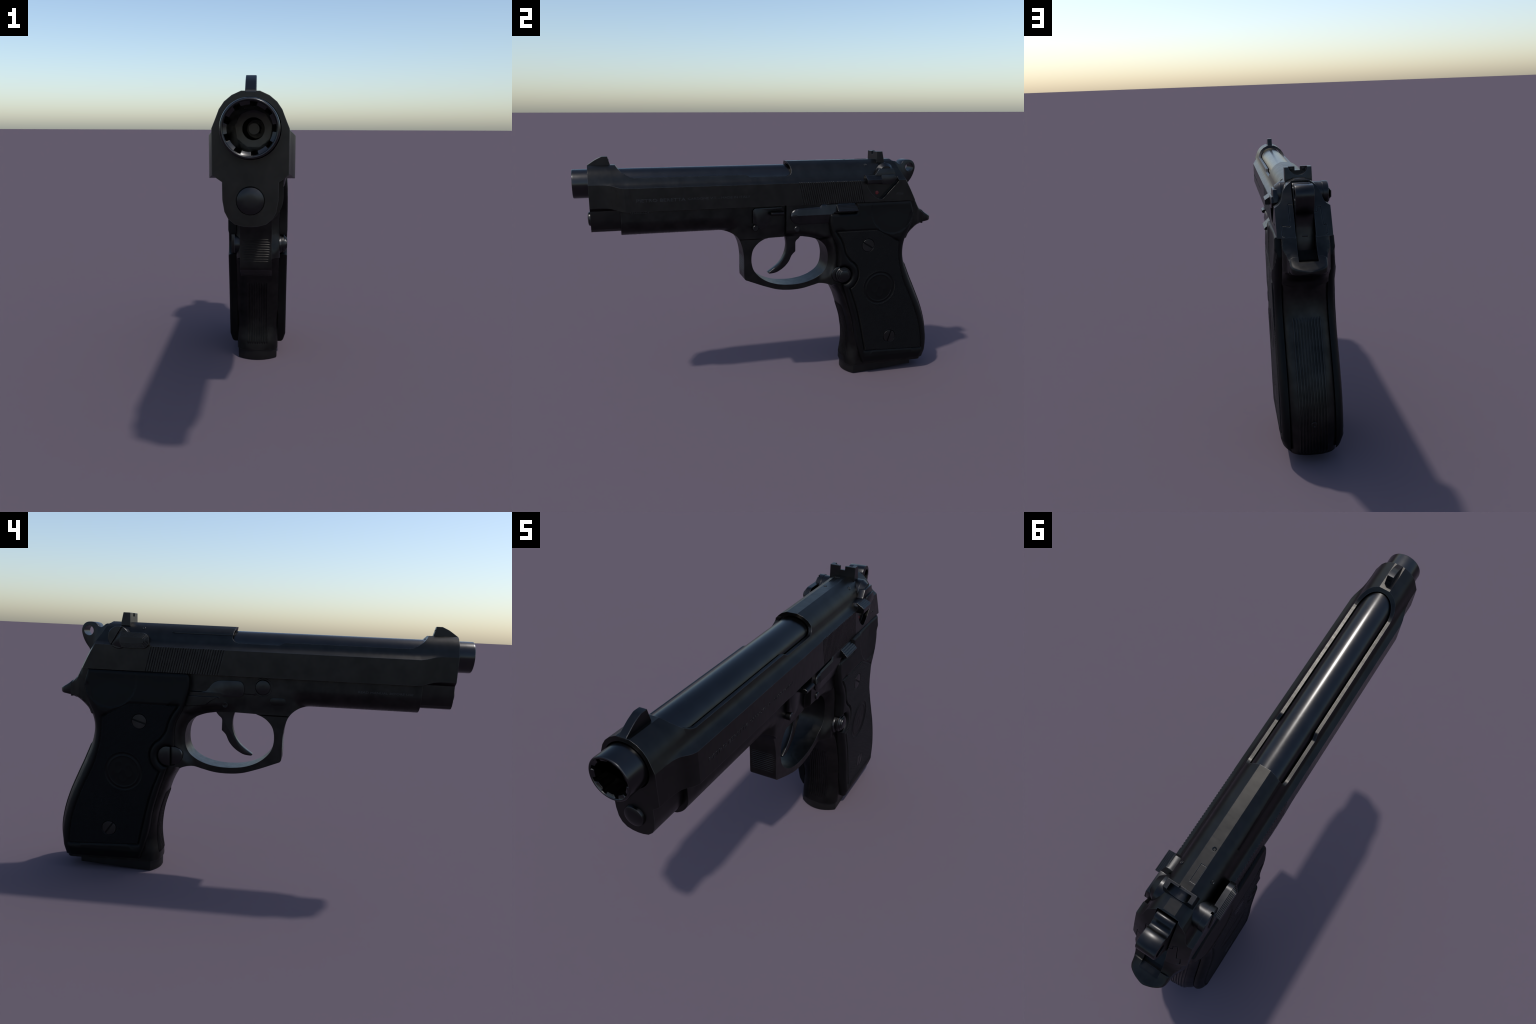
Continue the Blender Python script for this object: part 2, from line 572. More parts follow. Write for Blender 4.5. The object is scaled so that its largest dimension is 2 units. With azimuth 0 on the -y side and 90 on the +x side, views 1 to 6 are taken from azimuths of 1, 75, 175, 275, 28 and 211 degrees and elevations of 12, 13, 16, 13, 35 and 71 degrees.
for k in range(5):
    d = .0052 * k
    x1 = -.1300 - .0040 * (k + 1)
    prism("thumb_pad", stadium(.653, 1.1315 + d, 1.2045 - d, .5165 + d), -.110, x1, M_SMALL, safety_r, bevel=.0008, seg=1)
prism("lever_arm", [(.640, 1.205), (.652, 1.206), (.697, 1.147), (.684, 1.139), (.652, 1.131), (.640, 1.131)], -.110, -.1335, M_SMALL, safety_r, bevel=.002)

# ------------------------------------------------------------------ barrel
N = 144


def ring_at(y, f):
    return [(f(TAU * i / N, y) * math.cos(TAU * i / N), y, 1.161 + f(TAU * i / N, y) * math.sin(TAU * i / N)) for i in range(N)]


def rifled(a, y):
    """Nine square grooves; the lands slope in from the muzzle lip as a toothed crown."""
    p = (a + y * 1.3) * 9 / TAU % 1
    return .0640 - .0060 * min(max((y + .94) / .03, 0), 1) if p < .34 else .0645 - .0092 * min(max((y + .9975) / .0036, 0), 1)


R = lambda r: (lambda a, y: r)
rings = [(.160, R(.073)), (-.60, R(.073)), (-.9935, R(.073)), (-.9975, R(.0720)), (-.9995, R(.0700)), (-1.0, R(.0680)), (-.9993, R(.0660)), (-.9978, R(.0648))]
rings += [(-.9975, rifled), (-.9939, rifled)] + [(y, rifled) for y in np.linspace(-.94, -.58, 10)]
rings += [(-.5795, R(.034)), (-.15, R(.034)), (-.1495, R(.018)), (-.50, R(.018))]
barrel = loft("barrel", [ring_at(y, f) for y, f in rings], M_BARREL)

# recoil spring guide cap below the muzzle
lathe("recoil_guide_cap", [(-.90, .0370), (-.9265, .0370), (-.9320, .0345), (-.9355, .027), (-.9370, .015), (-.9374, .004)], (0, .9805), "y", M_SMALL, root, 48)

# ------------------------------------------------------------------ frame
strap_front = curve([(.470, .050), (.4715, .075), (.474, .100), (.480, .140), (.4845, .190), (.4835, .245), (.475, .305), (.448, .396), (.415, .486), (.394, .523), (.378, .546)], .012)
guard_under = curve([(.378, .546), (.360, .5575), (.340, .5630), (.322, .5645), (.304, .5635), (.269, .555), (.195, .539), (.121, .5365), (.054, .5445), (-.001, .5615), (-.126, .610)], .012)
guard_front = curve([(-.126, .610), (-.1325, .618), (-.134, .632), (-.134, .690), (-.1345, .735), (-.139, .775), (-.146, .806), (-.157, .834), (-.178, .862), (-.203, .879), (-.235, .8875), (-.262, .889)], .01)
dust_under = np.array([(-.262, .889), (-.775, .889)])
tang_top = curve([(.879, 1.034), (.890, 1.010), (.905, .983), (.928, .957), (.955, .937), (.980, .924), (.998, .917)], .008)
tang_under = curve([(1.0, .911), (.999, .903), (.985, .896), (.950, .8885), (.915, .880), (.885, .865), (.858, .842), (.840, .822), (.831, .800)], .008)
strap_back = curve([(.831, .800), (.8230, .776), (.818, .744), (.827, .673), (.859, .590), (.909, .481), (.951, .385), (.983, .284), (.9960, .205), (.9920, .120), (.972, .046)], .012)
STRAP_SAG = .032                     # how far the crowned backstrap stands behind its edges
TANG_Y = .925                        # the tang proper starts here
frame_outline = chain([(-.775, 1.034)], tang_top[tang_top[:, 0] < TANG_Y], [(TANG_Y, np.interp(TANG_Y, tang_top[:, 0], tang_top[:, 1])), (TANG_Y, np.interp(-TANG_Y, -tang_under[:, 0], tang_under[:, 1]))],
                      tang_under[tang_under[:, 0] < TANG_Y], strap_back, [(.972, .046), (.470, .050)], strap_front, guard_under, guard_front, dust_under)[::-1]

guard_hole = chain(curve([(-.001, .844), (-.051, .817), (-.0815, .7815), (-.092, .741), (-.0905, .6965), (-.080, .664), (-.062, .639), (-.030, .6105), (.012, .588), (.057, .5745),
                          (.121, .567), (.194, .570), (.244, .581), (.290, .601), (.326, .629), (.344, .663), (.349, .699), (.347, .738), (.332, .7805), (.302, .8095), (.276, .8225), (.254, .8305), (.197, .842)], .012),
                   [(.10, .8465), (.0, .8445)])

tang_W = np.array([(.80, .106), (.872, .104), (.890, .094), (.905, .086), (.925, .0815), (.955, .078), (.968, .073), (.980, .059), (.990, .039), (.9965, .020), (1.0, .004)])


def dome(t):
    """Quarter of an ellipse: steep at 0, level from 1 on."""
    t = np.clip(t, 0, 1)
    return np.sqrt(1 - (1 - t) ** 2)


def front_sag(z):
    return np.interp(z, [.05, .17, .26, .45], [.042, .042, .018, .018])


def frame_half_width(P, right):
    y, z = P[:, 0], P[:, 1]
    dh = dist_line(P, guard_hole, True)
    wide = .083 if right else .0885
    # dust cover: U-shaped belly, fuller where it runs into the guard
    zb = np.interp(y, [-.262, -.235, -.203, -.178, -.157, -.146], [.889, .8875, .879, .862, .8435, .8435])
    u = np.clip((.972 - z) / np.maximum(.9722 - zb, .01), 0, 1)
    dust = np.maximum(wide * np.sqrt(np.clip(1 - u * u, 0, 1)), .077 * sstep(y, -.27, -.17))
    # body above the trigger
    body = (.077 if right else .0815) - .004 * sstep(.93 - z, 0, .085)
    top = dust + (body - dust) * sstep(y, -.22, -.13)
    h = np.where(z > .8435, top, .0625)
    h = np.where((y < .09) & (z <= .8435) & (z > .836), .0625 + (.016 * (z - .836) / .0075), h)
    # widening from the guard into the grip
    gate = np.maximum(sstep(y, .29, .37), sstep(z, .80, .845) * (y > .09))
    full = .093 if right else .108
    rear = .0625 + (full - .0625) * sstep(dh, .0 if right else -.012, .045 if right else .034) * gate
    rear += (.1035 - full) * sstep(y, .34, .40) * gate
    if right:
        h = np.where((y > .085) & (z > .836), h + (rear - h) * sstep(y, .085, .20), np.where(y > .0905, rear, h))
    else:
        h = np.where(y > .0905, rear, h)
    if right:   # the right side is milled out above the trigger bar
        pocket = sstep(y, .0, .012) * (y < .325) * (z > .9385)
        h = np.where(pocket > 0, h - (h - .080) * pocket, h)
        low = inside(P, LOW) | (dist_line(P, LOW, True) < 1e-4)
        h = h + .006 * low
    # rounded front strap and backstrap
    near_front = (z < .56) & (y > .36)
    df = dist_line(P, strap_front)
    h = np.where(near_front, np.minimum(h, .024 + .081 * dome(df / (1.6 * front_sag(z)))), h)
    db = dist_line(P, strap_back)
    h = np.where((z < .80) & (y > .6), np.minimum(h, .020 + .086 * dome(db / (1.65 * STRAP_SAG))), h)
    under = dist_line(P, tang_under[tang_under[:, 0] < .92])
    h = np.where((z < .885) & (z >= .80) & (y > .80), np.minimum(h, .024 + .082 * dome(under / .028)), h)
    # tang: plan outline plus the bulging rear face
    h = np.where(y > .80, np.where(z > .845, np.minimum(h, np.interp(y, tang_W[:, 0], tang_W[:, 1])), h), h)
    yc = np.interp(-z, -tang_top[:, 1], tang_top[:, 0])
    h = np.where((z > .93) & (y > .82), np.minimum(h, .112 * np.sqrt(np.clip((yc - y) / .031, .0004, 1))), h)
    return h


extra = []
for d in (.0015, .004, .008, .014, .022, .032):
    extra += list(resample(offset_line(strap_front, d, -1), .01, False))
    extra += list(resample(offset_line(strap_back, d, -1), .01, False))
    extra += list(resample(offset_line(tang_top, d, -1), .01, False))
    extra += list(resample(offset_line(tang_under, d, -1), .01, False))
for d in (.0006, .0025, .006, .012, .020, .030):
    extra += [(y, .889 + d) for y in np.arange(-.77, -.24, .015)]
# crease lines that steps in the half-width follow
creases = [([(-.152, .8435), (.085, .8435)], False), ([(-.15, .836), (-.02, .836)], False),
           ([(.0885, .852), (.0885, 1.03)], False), ([(.0925, .852), (.0925, 1.03)], False),
           ([(.001, .937), (.325, .937)], False), ([(.001, .941), (.325, .941)], False),
           ([(.3235, .937), (.3235, 1.03)], False), ([(.3265, .937), (.3265, 1.03)], False), ([(.0, .937), (.0, 1.03)], False), ([(.012, .937), (.012, 1.03)], False)]
LOW = np.array([(.186, .9175), (.222, .899), (.246, .880), (.342, .868), (.342, .9175)])
LOWER = np.array([(.183, .9195), (.2205, .8965), (.245, .8770), (.344, .8650), (.344, .9195)])
creases += [(LOW, True), (LOWER, True)]
V, T = sheet(frame_outline, [guard_hole], creases, extra, .0085)
frame = slab("frame", V, T, frame_half_width(V, False), -frame_half_width(V, True), M_FRAME, angle=34)
SLOT = [(.775, 1.2), (.775, 1.03), (.800, 1.0), (.850, .965), (.885, .945), (.915, .934), (1.1, .985), (1.1, 1.2)]
secs = []
for y in (TANG_Y - .022, TANG_Y, .935, .945, .955, .963, .970, .977, .983, .989, .994, .9975, .9995):
    zt, zu, w = np.interp(y, tang_top[:, 0], tang_top[:, 1]), np.interp(-y, -tang_under[2:, 0], tang_under[2:, 1]), np.interp(y, tang_W[:, 0], tang_W[:, 1]) * (.985 if y < TANG_Y else 1)
    if y < TANG_Y:
        zt -= .040
    if y > .99:
        zt, zu = zt - (y - .99) * .3, zu + (y - .99) * .3
    ring = []
    for a in np.linspace(0, TAU, 48, endpoint=False):
        c, q = math.cos(a), math.sin(a)
        ring.append((w * math.copysign(abs(c) ** .38, c), y, (zt + zu) / 2 + (zt - zu) / 2 * math.copysign(abs(q) ** .38, q)))
    secs.append(ring)
tang = loft("tang", secs, M_FRAME, angle=50)
cut(tang, prism("hammer_slot", SLOT, -.0415, .0415), angle=50)
cut(frame, prism("hammer_slot", SLOT, -.0415, .0415),
    lathe("button_well", [(-.080, .0425), (-.2, .0425)], (-.028, .975), "x", n=40),
    lathe("release_well", [(.084, .0530), (.2, .0530)], (.419, .619), "x", n=40),
    lathe("release_well", [(-.084, .0530), (-.2, .0530)], (.414, .619), "x", n=40), angle=34)


def split_regions(obj, regions):
    """Cut an object's faces into named sibling parts without moving a vertex or a normal."""
    me = obj.data
    nl = np.empty(len(me.loops) * 3)
    me.corner_normals.foreach_get("vector", nl)
    nl = nl.reshape(-1, 3)
    co = np.array([v.co for v in me.vertices])
    cen = np.array([p.center for p in me.polygons])
    mask_left = np.ones(len(cen), bool)
    todo = []
    for nm, fn in regions:
        k = fn(cen) & mask_left
        mask_left &= ~k
        todo.append((nm, k))
    todo.append((obj.name, mask_left))
    mat = me.materials[0]
    made = []
    for nm, k in todo:
        polys = [me.polygons[i] for i in np.where(k)[0]]
        idx = {}
        faces, normals = [], []
        for p in polys:
            faces.append([idx.setdefault(v, len(idx)) for v in p.vertices])
            normals += [nl[l] for l in p.loop_indices]
        sub = bpy.data.meshes.new(nm)
        sub.from_pydata([tuple(co[v]) for v in idx], [], faces)
        sub.polygons.foreach_set("use_smooth", [True] * len(sub.polygons))
        sub.normals_split_custom_set([tuple(n) for n in normals])
        sub.materials.append(mat)
        made.append((nm, sub))
    for nm, sub in made[:-1]:
        link(bpy.data.objects.new(nm, sub), None, obj.parent)
    obj.data = made[-1][1]
    bpy.data.meshes.remove(me)


split_regions(frame, [
    ("trigger_guard", lambda c: (c[:, 2] < .8437) & (c[:, 1] < .36) & (c[:, 2] > .5)),
    ("grip_frame", lambda c: (c[:, 2] < .845) & (c[:, 1] >= .355))])


# ribs on the straps and on the front of the guard
def rib(name, path, nrm, r, parent, mat=M_RIB):
    """Low half-round ridge along a path, given the outward direction at each point."""
    path, nrm = np.array(path, float), np.array(nrm, float)
    tan = np.gradient(path, axis=0)
    secs = []
    for i, (p, n, t) in enumerate(zip(path, nrm, tan)):
        n = n / np.linalg.norm(n)
        s = np.cross(t, n)
        s /= np.linalg.norm(s)
        k = .25 if i in (0, len(path) - 1) else 1
        secs.append([tuple(p + r * k * (math.cos(a) * s + 1.0 * math.sin(a) * n) - n * .0012) for a in np.linspace(0, TAU, 10, endpoint=False)])
    return loft(name, secs, mat, parent, 60)


front_line = np.array([p for p in strap_front if .075 < p[1] < .425])
ribs = []
for i in range(9):
    x = (i - 4) * .0120
    u = 1.6 * (1 - math.sqrt(1 - (max(abs(x) - .024, 0) / .081) ** 2))
    ribs.append(rib("front_strap_rib", [(x, y + u * front_sag(z), z) for y, z in front_line], [(x * 6, -1, -.18) for _ in front_line], .0048, root))
fr = join(ribs, "front_strap_rib")
fr["kind"] = "stuff"
back_line = np.array([p for p in strap_back if .055 < p[1] < .660])
ribs = []
for i in range(10):
    x = (i - 4.5) * .0135
    d = 1.65 * STRAP_SAG * (1 - math.sqrt(1 - (max(abs(x) - .020, 0) / .086) ** 2))
    ribs.append(rib("back_strap_rib", [(x, y - d, z) for y, z in back_line], [(x * 6, 1, .12) for _ in back_line], .0054, root))
br = join(ribs, "back_strap_rib")
br["kind"] = "stuff"
ribs = []
for i in range(10):
    z = .648 + i * .0098
    ribs.append(rib("guard_rib", [(x, -.1340, z) for x in np.linspace(-.061, .061, 9)], [(0, -1, 0)] * 9, .0026, root))
gr = join(ribs, "guard_rib")
gr["kind"] = "stuff"
lathe("spring_pin", [(.95, .0135), (.9985, .0135), (.9995, .012), (.9995, .0085), (.9970, .0075), (.9970, .002)], (0, .212), "y", M_FRAME, root, 28)

# ------------------------------------------------------------------ trigger, hammer
trig = chain(curve([(.110, .860), (.1125, .839), (.119, .814), (.1215, .784), (.1165, .751), (.1035, .717), (.078, .6805), (.0475, .6555), (.0165, .6345)], .008),
             [(.013, .630), (.022, .6255)],
             curve([(.022, .6255), (.038, .626), (.058, .6295), (.088, .644), (.1135, .6635), (.135, .689), (.1555, .7285), (.174, .746)], .008),
             [(.1735, .797), (.177, .8075), (.191, .8185), (.205, .835), (.207, .860)])
prism("trigger", trig, -.0190, .0190, M_SMALL, root, bevel=.0055, seg=3)
ham = chain(curve([(.7345, 1.232), (.742, 1.2395), (.752, 1.2405), (.762, 1.236), (.773, 1.2265), (.785, 1.222), (.795, 1.227), (.805, 1.239), (.818, 1.2445), (.838, 1.2460), (.855, 1.2430), (.869, 1.233),
                   (.878, 1.217), (.8805, 1.202), (.875, 1.174), (.861, 1.143), (.844, 1.119)], .006),
            [(.835, 1.095), (.835, 1.06), (.844, 1.01), (.852, .945), (.80, .93), (.765, .96), (.735, 1.0), (.730, 1.15)])
hammer = prism("hammer", ham, -.0395, .0395, M_SMALL, root, bevel=.003, holes=[lathe("hammer_eye", [(-.1, .0240), (.1, .0240)], (.8445, 1.2040), "x", n=40)])
for z, y in ((1.022, .812), (.968, .818)):
    box("sear_step", -.012, .012, y, y + .03, z, z + .008, M_SMALL, hammer, .001)

# parting lines between slide and frame on the rear face
def rear_y(x, z):
    """Where the curved rear face stands."""
    yc = np.interp(-z, -REAR[::1][:, 1], REAR[:, 0])
    return yc - BULGE * (x / .12) ** 2


seam_parts = []
for path in ([(.0435, 1.158), (.064, 1.159), (.062, 1.072), (.098, 1.074), (.097, 1.032), (.088, 1.031)],
             [(-.0435, 1.125), (-.058, 1.125), (-.058, 1.142), (-.074, 1.144), (-.080, 1.070), (-.094, 1.072), (-.097, 1.038), (-.088, 1.036), (-.088, 1.031)]):
    for (x0, z0), (x1, z1) in zip(path[:-1], path[1:]):
        n = 6
        pts = [np.array((x0 + (x1 - x0) * k / n, 0, z0 + (z1 - z0) * k / n)) for k in range(n + 1)]
        for p in pts:
            p[1] = rear_y(p[0], p[2])
        secs = []
        d = pts[-1] - pts[0]
        d /= np.linalg.norm(d)
        nr = np.array((0, .87, .5))
        s = np.cross(d, nr)
        s /= np.linalg.norm(s)
        for p in pts:
            secs.append([tuple(p + s * a + nr * b) for a, b in ((-.0018, -.0045), (.0018, -.0045), (.0018, .006), (-.0018, .006))])
        seam_parts.append(loft("seam_cutter", secs))
bpy.context.view_layer.update()
slide.modifiers.clear()
for s in seam_parts:
    cut(slide, s, angle=21)
wn = slide.modifiers.new("weighted", "WEIGHTED_NORMAL")
wn.keep_sharp = True

# ------------------------------------------------------------------ controls on the frame
stop_outline = chain(curve([(.171, .915), (.150, .918), (.132, .928), (.119, .946), (.115, .967), (.120, .984), (.134, .9965), (.160, 1.004)], .008),
                     [(.280, 1.009), (.293, 1.0225), (.494, 1.0225), (.494, .978), (.396, .977), (.366, .973), (.350, .960), (.343, .935), (.339, .915)])
Vs, Ts = sheet(stop_outline, [], [([(.150, .9665), (.345, .9665)], False), ([(.150, .9665), (.120, .990)], False), ([(.150, .9665), (.128, .932)], False)], [], .008)
ds = dist_line(Vs, stop_outline, True)
hx = .1265 - .010 * np.clip(np.abs(Vs[:, 1] - .9665) / .05, 0, 1) - .006 * np.clip((.150 - Vs[:, 0]) / .035, 0, 1) - .003 * np.clip(1 - ds / .003, 0, 1)
slide_stop = slab("slide_stop_lever", Vs, Ts, hx, np.full(len(Vs), .088), M_SMALL, angle=9)
ridged_pad("thumb_pad", .376, .4935, .9785, 1.0215, .108, .1495, 5, M_SMALL, slide_stop, face=.18)
lathe("trigger_pin", [(.06, .0165), (.1105, .0165), (.1135, .0135)], (.153, .891), "x", M_SMALL, root, 28)

take = chain([(-.091, .931)], arc(-.071, .993, .020, 180, 90, 8), [(.070, 1.0145), (.070, 1.0025), (.006, 1.0)],
             curve([(.006, .996), (.005, .956), (.001, .934), (-.012, .9125), (-.032, .9005), (-.055, .8975)], .008), [(-.062, .912), (-.076, .924)])
takedown = prism("takedown_lever", take, .06, .0985, M_SMALL, root, bevel=.002)
lathe("takedown_pin", [(.06, .0165), (.1005, .0165), (.1035, .0140)], (-.077, .9055), "x", M_SMALL, takedown, 28)
prism("takedown_latch", [(.085, .9940), (.118, .9940), (.1300, .9880), (.1300, .9790), (.124, .9745), (.085, .9745)], .004, .074, M_SMALL, takedown, "y", .0012, 1)

lathe("takedown_button", [(-.06, .0370), (-.0790, .0370), (-.0825, .0335), (-.0845, .024), (-.0853, .008)], (-.028, .975), "x", M_SMALL, root, 40)
lathe("button_rim", [(-.06, .0455), (-.0780, .0455), (-.0790, .0440), (-.0790, .0430), (-.072, .0420)], (-.028, .975), "x", M_FRAME, root, 40)
pill = chain(arc(-.1235, .9105, .0185, 90, 270, 12), arc(-.0815, .9095, .0185, 270, 450, 12))
prism("filler_plug", pill, -.05, -.0785, M_FRAME, root, bevel=.0015)
lathe("trigger_pin", [(-.05, .0140), (-.0865, .0140), (-.0875, .0125), (-.0875, .0095), (-.0845, .0085), (-.0845, .003)], (.151, .881), "x", M_FRAME, root, 28)
bar = chain(curve([(.345, .9365), (.262, .9405), (.248, .9445), (.236, .9555), (.222, .974), (.208, .9875), (.190, .9955), (.165, .9995)], .006),
            arc(.092, .971, .0295, 88, 182, 8), arc(.088, .950, .0270, 182, 262, 8), [(.138, .9205), (.345, .9165)])
prism("trigger_bar", bar, -.06, -.0895, M_SMALL, root, bevel=.0015)

# magazine release
release = lathe("magazine_release", [(.06, .0450), (.1255, .0450), (.1285, .0425), (.1290, .0365), (.1345, .0355), (.1360, .0335), (.1365, .0285), (.1405, .0275), (.1420, .0245)], (.424, .6185), "x", M_SMALL, root, 48)
prism("release_boss", chain(arc(.404, .6190, .0440, 90, 270, 16), arc(.424, .6185, .0440, 270, 450, 16)), .06, .1135, M_SMALL, release, bevel=.003)
release_r = prism("magazine_release", chain(arc(.411, .6190, .0460, -90, 90, 4)[:1], [(.412, .573)], arc(.424, .6190, .0480, -80, 80, 14), [(.412, .665)]), -.06, -.1270, M_SMALL, root, bevel=.003)
prism("release_boss", chain(arc(.398, .6190, .0455, 105, 255, 16), [(.411, .5735), (.411, .6645)]), -.06, -.1110, M_SMALL, release_r, bevel=.003)

# ------------------------------------------------------------------ grip panels
rear_edge = curve([(.956, .062), (.966, .130), (.9655, .205), (.950, .284), (.917, .385), (.873, .482), (.824, .590), (.794, .672), (.7865, .744), (.797, .806), (.815, .848), (.834, .892), (.846, .936)], .008)
notch = arc(.419, .6185, .0545, 118, -86, 26)
low_front = curve([(.4225, .564), (.437, .524), (.470, .424), (.495, .336), (.515, .221), (.536, .148), (.562, .070)], .008)
up_front_l = curve([(.337, .967), (.337, .915), (.345, .880), (.360, .835), (.384, .788), (.392, .745), (.3925, .676)], .008)
up_front_r = curve([(.336, 1.023), (.326, 1.018), (.321, 1.006), (.3215, .957), (.331, .915), (.345, .870), (.360, .835), (.384, .788), (.392, .745), (.3925, .676)], .008)
field = chain([(.371, .870), (.612, .869), (.750, .797)], curve([(.7525, .752), (.755, .710), (.776, .609), (.867, .398), (.903, .300), (.9205, .215), (.927, .136)], .01),
              [(.565, .153)], curve([(.565, .153), (.549, .230), (.525, .340), (.500, .435), (.462, .536)], .01), arc(.419, .6185, .0920, -63, 63, 18),
              curve([(.4610, .7005), (.4330, .740), (.418, .790), (.398, .832), (.371, .870)], .01))
SCALLOP = (.708, .975, .1335)
MEDAL = (.639, .530)
SCREWS = ((.561, .7835), (.7145, .2305))


def panel_height(P, outline):
    y, z = P[:, 0], P[:, 1]
    d = dist_line(P, outline, True)
    x = np.full(len(P), .1440)
    x -= .0085 * sstep(z, .84, 1.02)                                  # thins towards the top
    x -= .0035 * sstep(.46 - y, 0, .12)                               # and towards the front
    rho = np.hypot(y - SCALLOP[0], z - SCALLOP[1]) / SCALLOP[2]       # thumb scallop
    x -= .0034 * sstep(1 - rho, 0, .028) + .006 * np.clip(1 - rho, 0, 1)
    # edge: tight roundover at the front, wide bevel at the rear and below
    dr = dist_line(P, rear_edge)
    db = np.maximum(z - .064, 0)
    x -= .013 * (1 - np.sqrt(np.clip(1 - (1 - np.clip(d / .015, 0, 1)) ** 2, 0, 1)))
    x -= .018 * np.clip(1 - dr / .040, 0, 1) ** 1.2
    x -= .014 * np.clip(1 - db / .050, 0, 1)
    # groove round the checkered field
    df = dist_line(P, field, True)
    infield = inside(P, field)
    close = d < .075
    rimmed = (d + df < .075) & ~infield                               # half-round rim beside it
    x -= np.where(rimmed, .0050 * (1 - np.sin(np.pi * np.clip(d / np.maximum(d + df, 1e-6), .5, 1))), 0)
    x -= np.where(infield, .0008 * sstep(df, .004, .008) + np.where(close, .0090, .0040) * np.clip(1 - df / .0045, 0, 1), .0040 * np.clip(1 - df / .0085, 0, 1))
    # medallion: groove, rim, dished face with three faint ovals
    r = np.hypot(y - MEDAL[0], z - MEDAL[1])
    x -= .0024 * np.exp(-((r - .0885) / .0062) ** 2)
    x += .0016 * np.exp(-((r - .0985) / .003) ** 2)
    x += .0010 * np.exp(-((r - .0785) / .003) ** 2)
    x -= .0012 * (r < .075)
    for cy, cz, t in ((-.026, .004, -8), (.026, .020, 10), (.004, -.022, 0)):
        a = math.radians(t)
        u = (y - MEDAL[0] - cy) * math.cos(a) + (z - MEDAL[1] - cz) * math.sin(a)
        w = -(y - MEDAL[0] - cy) * math.sin(a) + (z - MEDAL[1] - cz) * math.cos(a)
        q = np.hypot(u / .020, w / .030)
        x += .0011 * np.exp(-((q - 1) / .13) ** 2)
    for sy, sz in SCREWS:                                             # screw seats
        r = np.hypot(y - sy, z - sz)
        x -= .0032 * (1 - sstep(r, .0355, .0392))
    return x


def grip_panel(sgn, outline, slots):
    lines = [(field, True), (np.array([SCALLOP[0] + SCALLOP[2] * math.cos(math.radians(a)) for a in range(185, 345, 5)])[:, None] * [1, 0] +
                             np.array([SCALLOP[1] + SCALLOP[2] * math.sin(math.radians(a)) for a in range(185, 345, 5)])[:, None] * [0, 1], False), (circle(*MEDAL, .0955, 80), True)]
    lines += [(circle(a, b, .0392, 44), True) for a, b in SCREWS]
    ex = []
    for d in (.002, .005, .009, .015):
        o = resample(outline, .006)
        k = np.roll(o, -1, 0) - np.roll(o, 1, 0)
        k /= np.maximum(np.linalg.norm(k, axis=1, keepdims=True), 1e-9)
        ex += list(o + d * np.c_[-k[:, 1], k[:, 0]])
    for d in (.003, .006, .0087):
        o = resample(field, .006)
        k = np.roll(o, -1, 0) - np.roll(o, 1, 0)
        k /= np.maximum(np.linalg.norm(k, axis=1, keepdims=True), 1e-9)
        ex += list(o + d * np.c_[-k[:, 1], k[:, 0]]) + list(o - d * np.c_[-k[:, 1], k[:, 0]])
    for r in (.072, .0745, .0755, .0785, .0815, .085, .0885, .092, .095, .0985, .102):
        ex += list(circle(*MEDAL, r, 100))
    for sy, sz in SCREWS:
        for r in (.0355, .0375, .040):
            ex += list(circle(sy, sz, r, 44))
    ex = np.array(ex)
    key = np.unique(np.round(ex / .0015).astype(int), axis=0, return_index=True)[1]
    V, T = sheet(outline, [], lines, ex[np.sort(key)], .006)
    h = panel_height(V, outline)
    panel = slab("grip_panel", V, T, sgn * h, np.full(len(V), sgn * .1035), M_GRIP, root, angle=38)
    # the checkered field carries its own material
    panel.data.materials.append(M_CHECK)
    cen = np.array([p.center for p in panel.data.polygons])
    q = cen[:, 1:]
    f = inside(q, field) & (np.abs(cen[:, 0]) > .112) & (np.hypot(*(q - MEDAL).T) > .0955)
    for sy, sz in SCREWS:
        f &= np.hypot(q[:, 0] - sy, q[:, 1] - sz) > .0391
    panel.data.polygons.foreach_set("material_index", f.astype(int))
    for (sy, sz), ang in zip(SCREWS, slots):
        x0 = .1382
        s = lathe("grip_screw", [(sgn * .12, .0345), (sgn * (x0 + .0042), .0352), (sgn * (x0 + .0052), .0342), (sgn * (x0 + .0058), .022), (sgn * (x0 + .0060), .006)], (sy, sz), "x", M_SCREW, panel, 40)
        c, q = math.cos(math.radians(ang)), math.sin(math.radians(ang))
        w = .0042
        pr = [(sy + a * c - b * q, sz + a * q + b * c) for a, b in ((-.06, -w), (.06, -w), (.06, w), (-.06, w))]
        cut(s, prism("slot", pr, sgn * (x0 - .0010), sgn * .2))
    return panel


left_outline = chain([(.491, 1.0225), (.491, .972), (.487, .968)], [(.343, .968)], up_front_l[1:], notch, low_front, rear_edge, [(.846, .936), (.8215, 1.0225)])
right_outline = chain(up_front_r, notch, low_front, rear_edge, [(.846, .936), (.8195, 1.0225)])
grip_panel(1, left_outline, (-32, 72))
grip_panel(-1, right_outline, (17, 125))

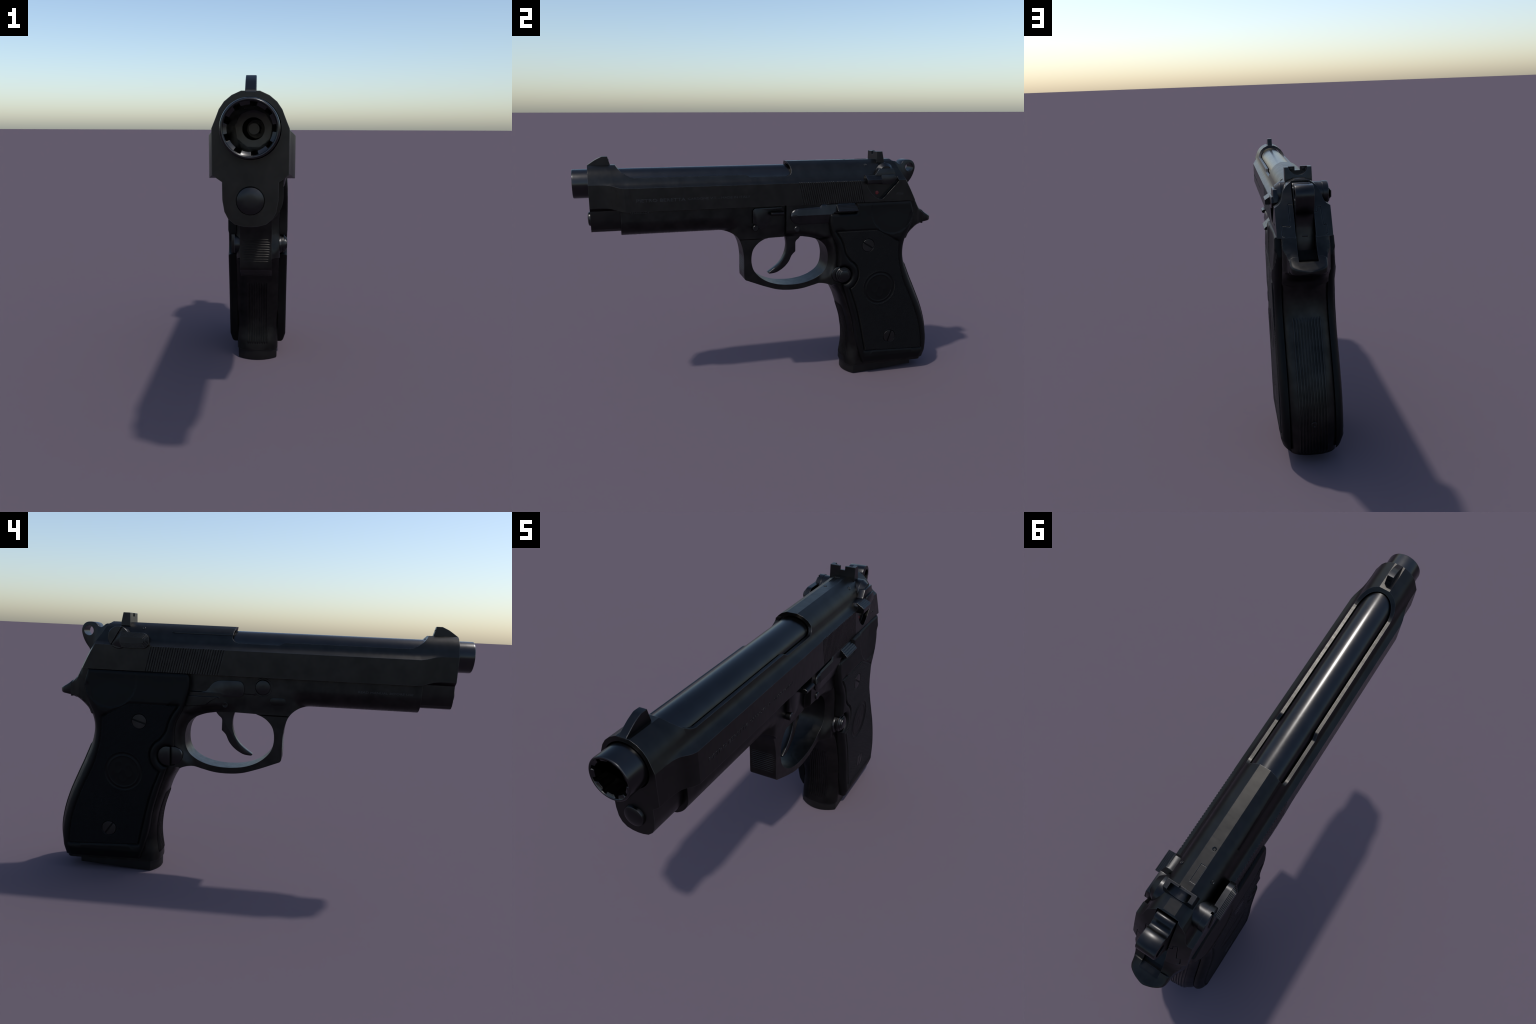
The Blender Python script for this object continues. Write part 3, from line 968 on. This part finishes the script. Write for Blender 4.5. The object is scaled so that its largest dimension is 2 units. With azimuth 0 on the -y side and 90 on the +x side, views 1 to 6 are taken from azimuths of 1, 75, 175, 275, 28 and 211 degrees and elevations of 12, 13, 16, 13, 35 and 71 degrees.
# ------------------------------------------------------------------ magazine
plan = chain([(x, .472 + .040 * (abs(x) / .098) ** 2) for x in np.linspace(-.098, .098, 15)], [(.0985, .53), (.0985, .880), (-.0985, .880), (-.0985, .53)])
secs = []
for z, k in ((.0535, 1), (.004, 1), (0, .985)):
    secs.append([(x * k, .62 + (y - .62) * (k if y < .62 else 1), z if z > .05 else z + max(0, (y - .50)) * .0575) for x, y in plan])
magazine = loft("magazine", secs, M_MAG, root)
box("base_catch", -.022, .022, .872, .905, .028, .052, M_MAG, magazine, .003)
lathe("base_rivet", [(.030, .030), (.050, .030)], (.0, .890), "z", M_MAG, magazine, 24)


# ------------------------------------------------------------------ stamped lettering
def lettering(text, y, z, height, width, x, sgn, parent):
    cu = bpy.data.curves.new("lettering", "FONT")
    cu.body = text
    cu.size = 1.0
    cu.extrude = .02
    cu.resolution_u = 2
    tmp = bpy.data.objects.new("lettering_source", cu)
    bpy.context.collection.objects.link(tmp)
    bpy.context.view_layer.update()
    me = bpy.data.meshes.new_from_object(tmp.evaluated_get(bpy.context.evaluated_depsgraph_get()))
    bpy.data.objects.remove(tmp)
    co = np.array([v.co for v in me.vertices])
    lo, hi = co.min(0), co.max(0)
    co[:, 0] = (co[:, 0] - lo[0]) / (hi[0] - lo[0]) * width
    co[:, 1] = (co[:, 1] - lo[1]) / (hi[1] - lo[1]) * height
    co[:, 2] = np.where(co[:, 2] > 0, .0007, -.003)
    for v, c in zip(me.vertices, co):
        v.co = (x + sgn * c[2], y + sgn * c[0], z + c[1])
    me.name = "lettering"
    o = link(bpy.data.objects.new("lettering", me), M_MARK, parent)
    o["kind"] = "stuff"
    return o


lettering("PIETRO BERETTA", -.695, 1.0710, .0165, .246, .121, 1, slide)
lettering("GARDONE V.T. - MADE IN ITALY", -.438, 1.0745, .0112, .328, .121, 1, slide)
lettering("FT00", .7325, 1.0590, .0110, .040, .121, 1, slide)
lettering("U18002Z4", -.727, 1.0090, .0105, .094, .0885, 1, frame)
lettering("READ MANUAL BEFORE USE", -.480, .9735, .0100, .256, -.0825, -1, frame)
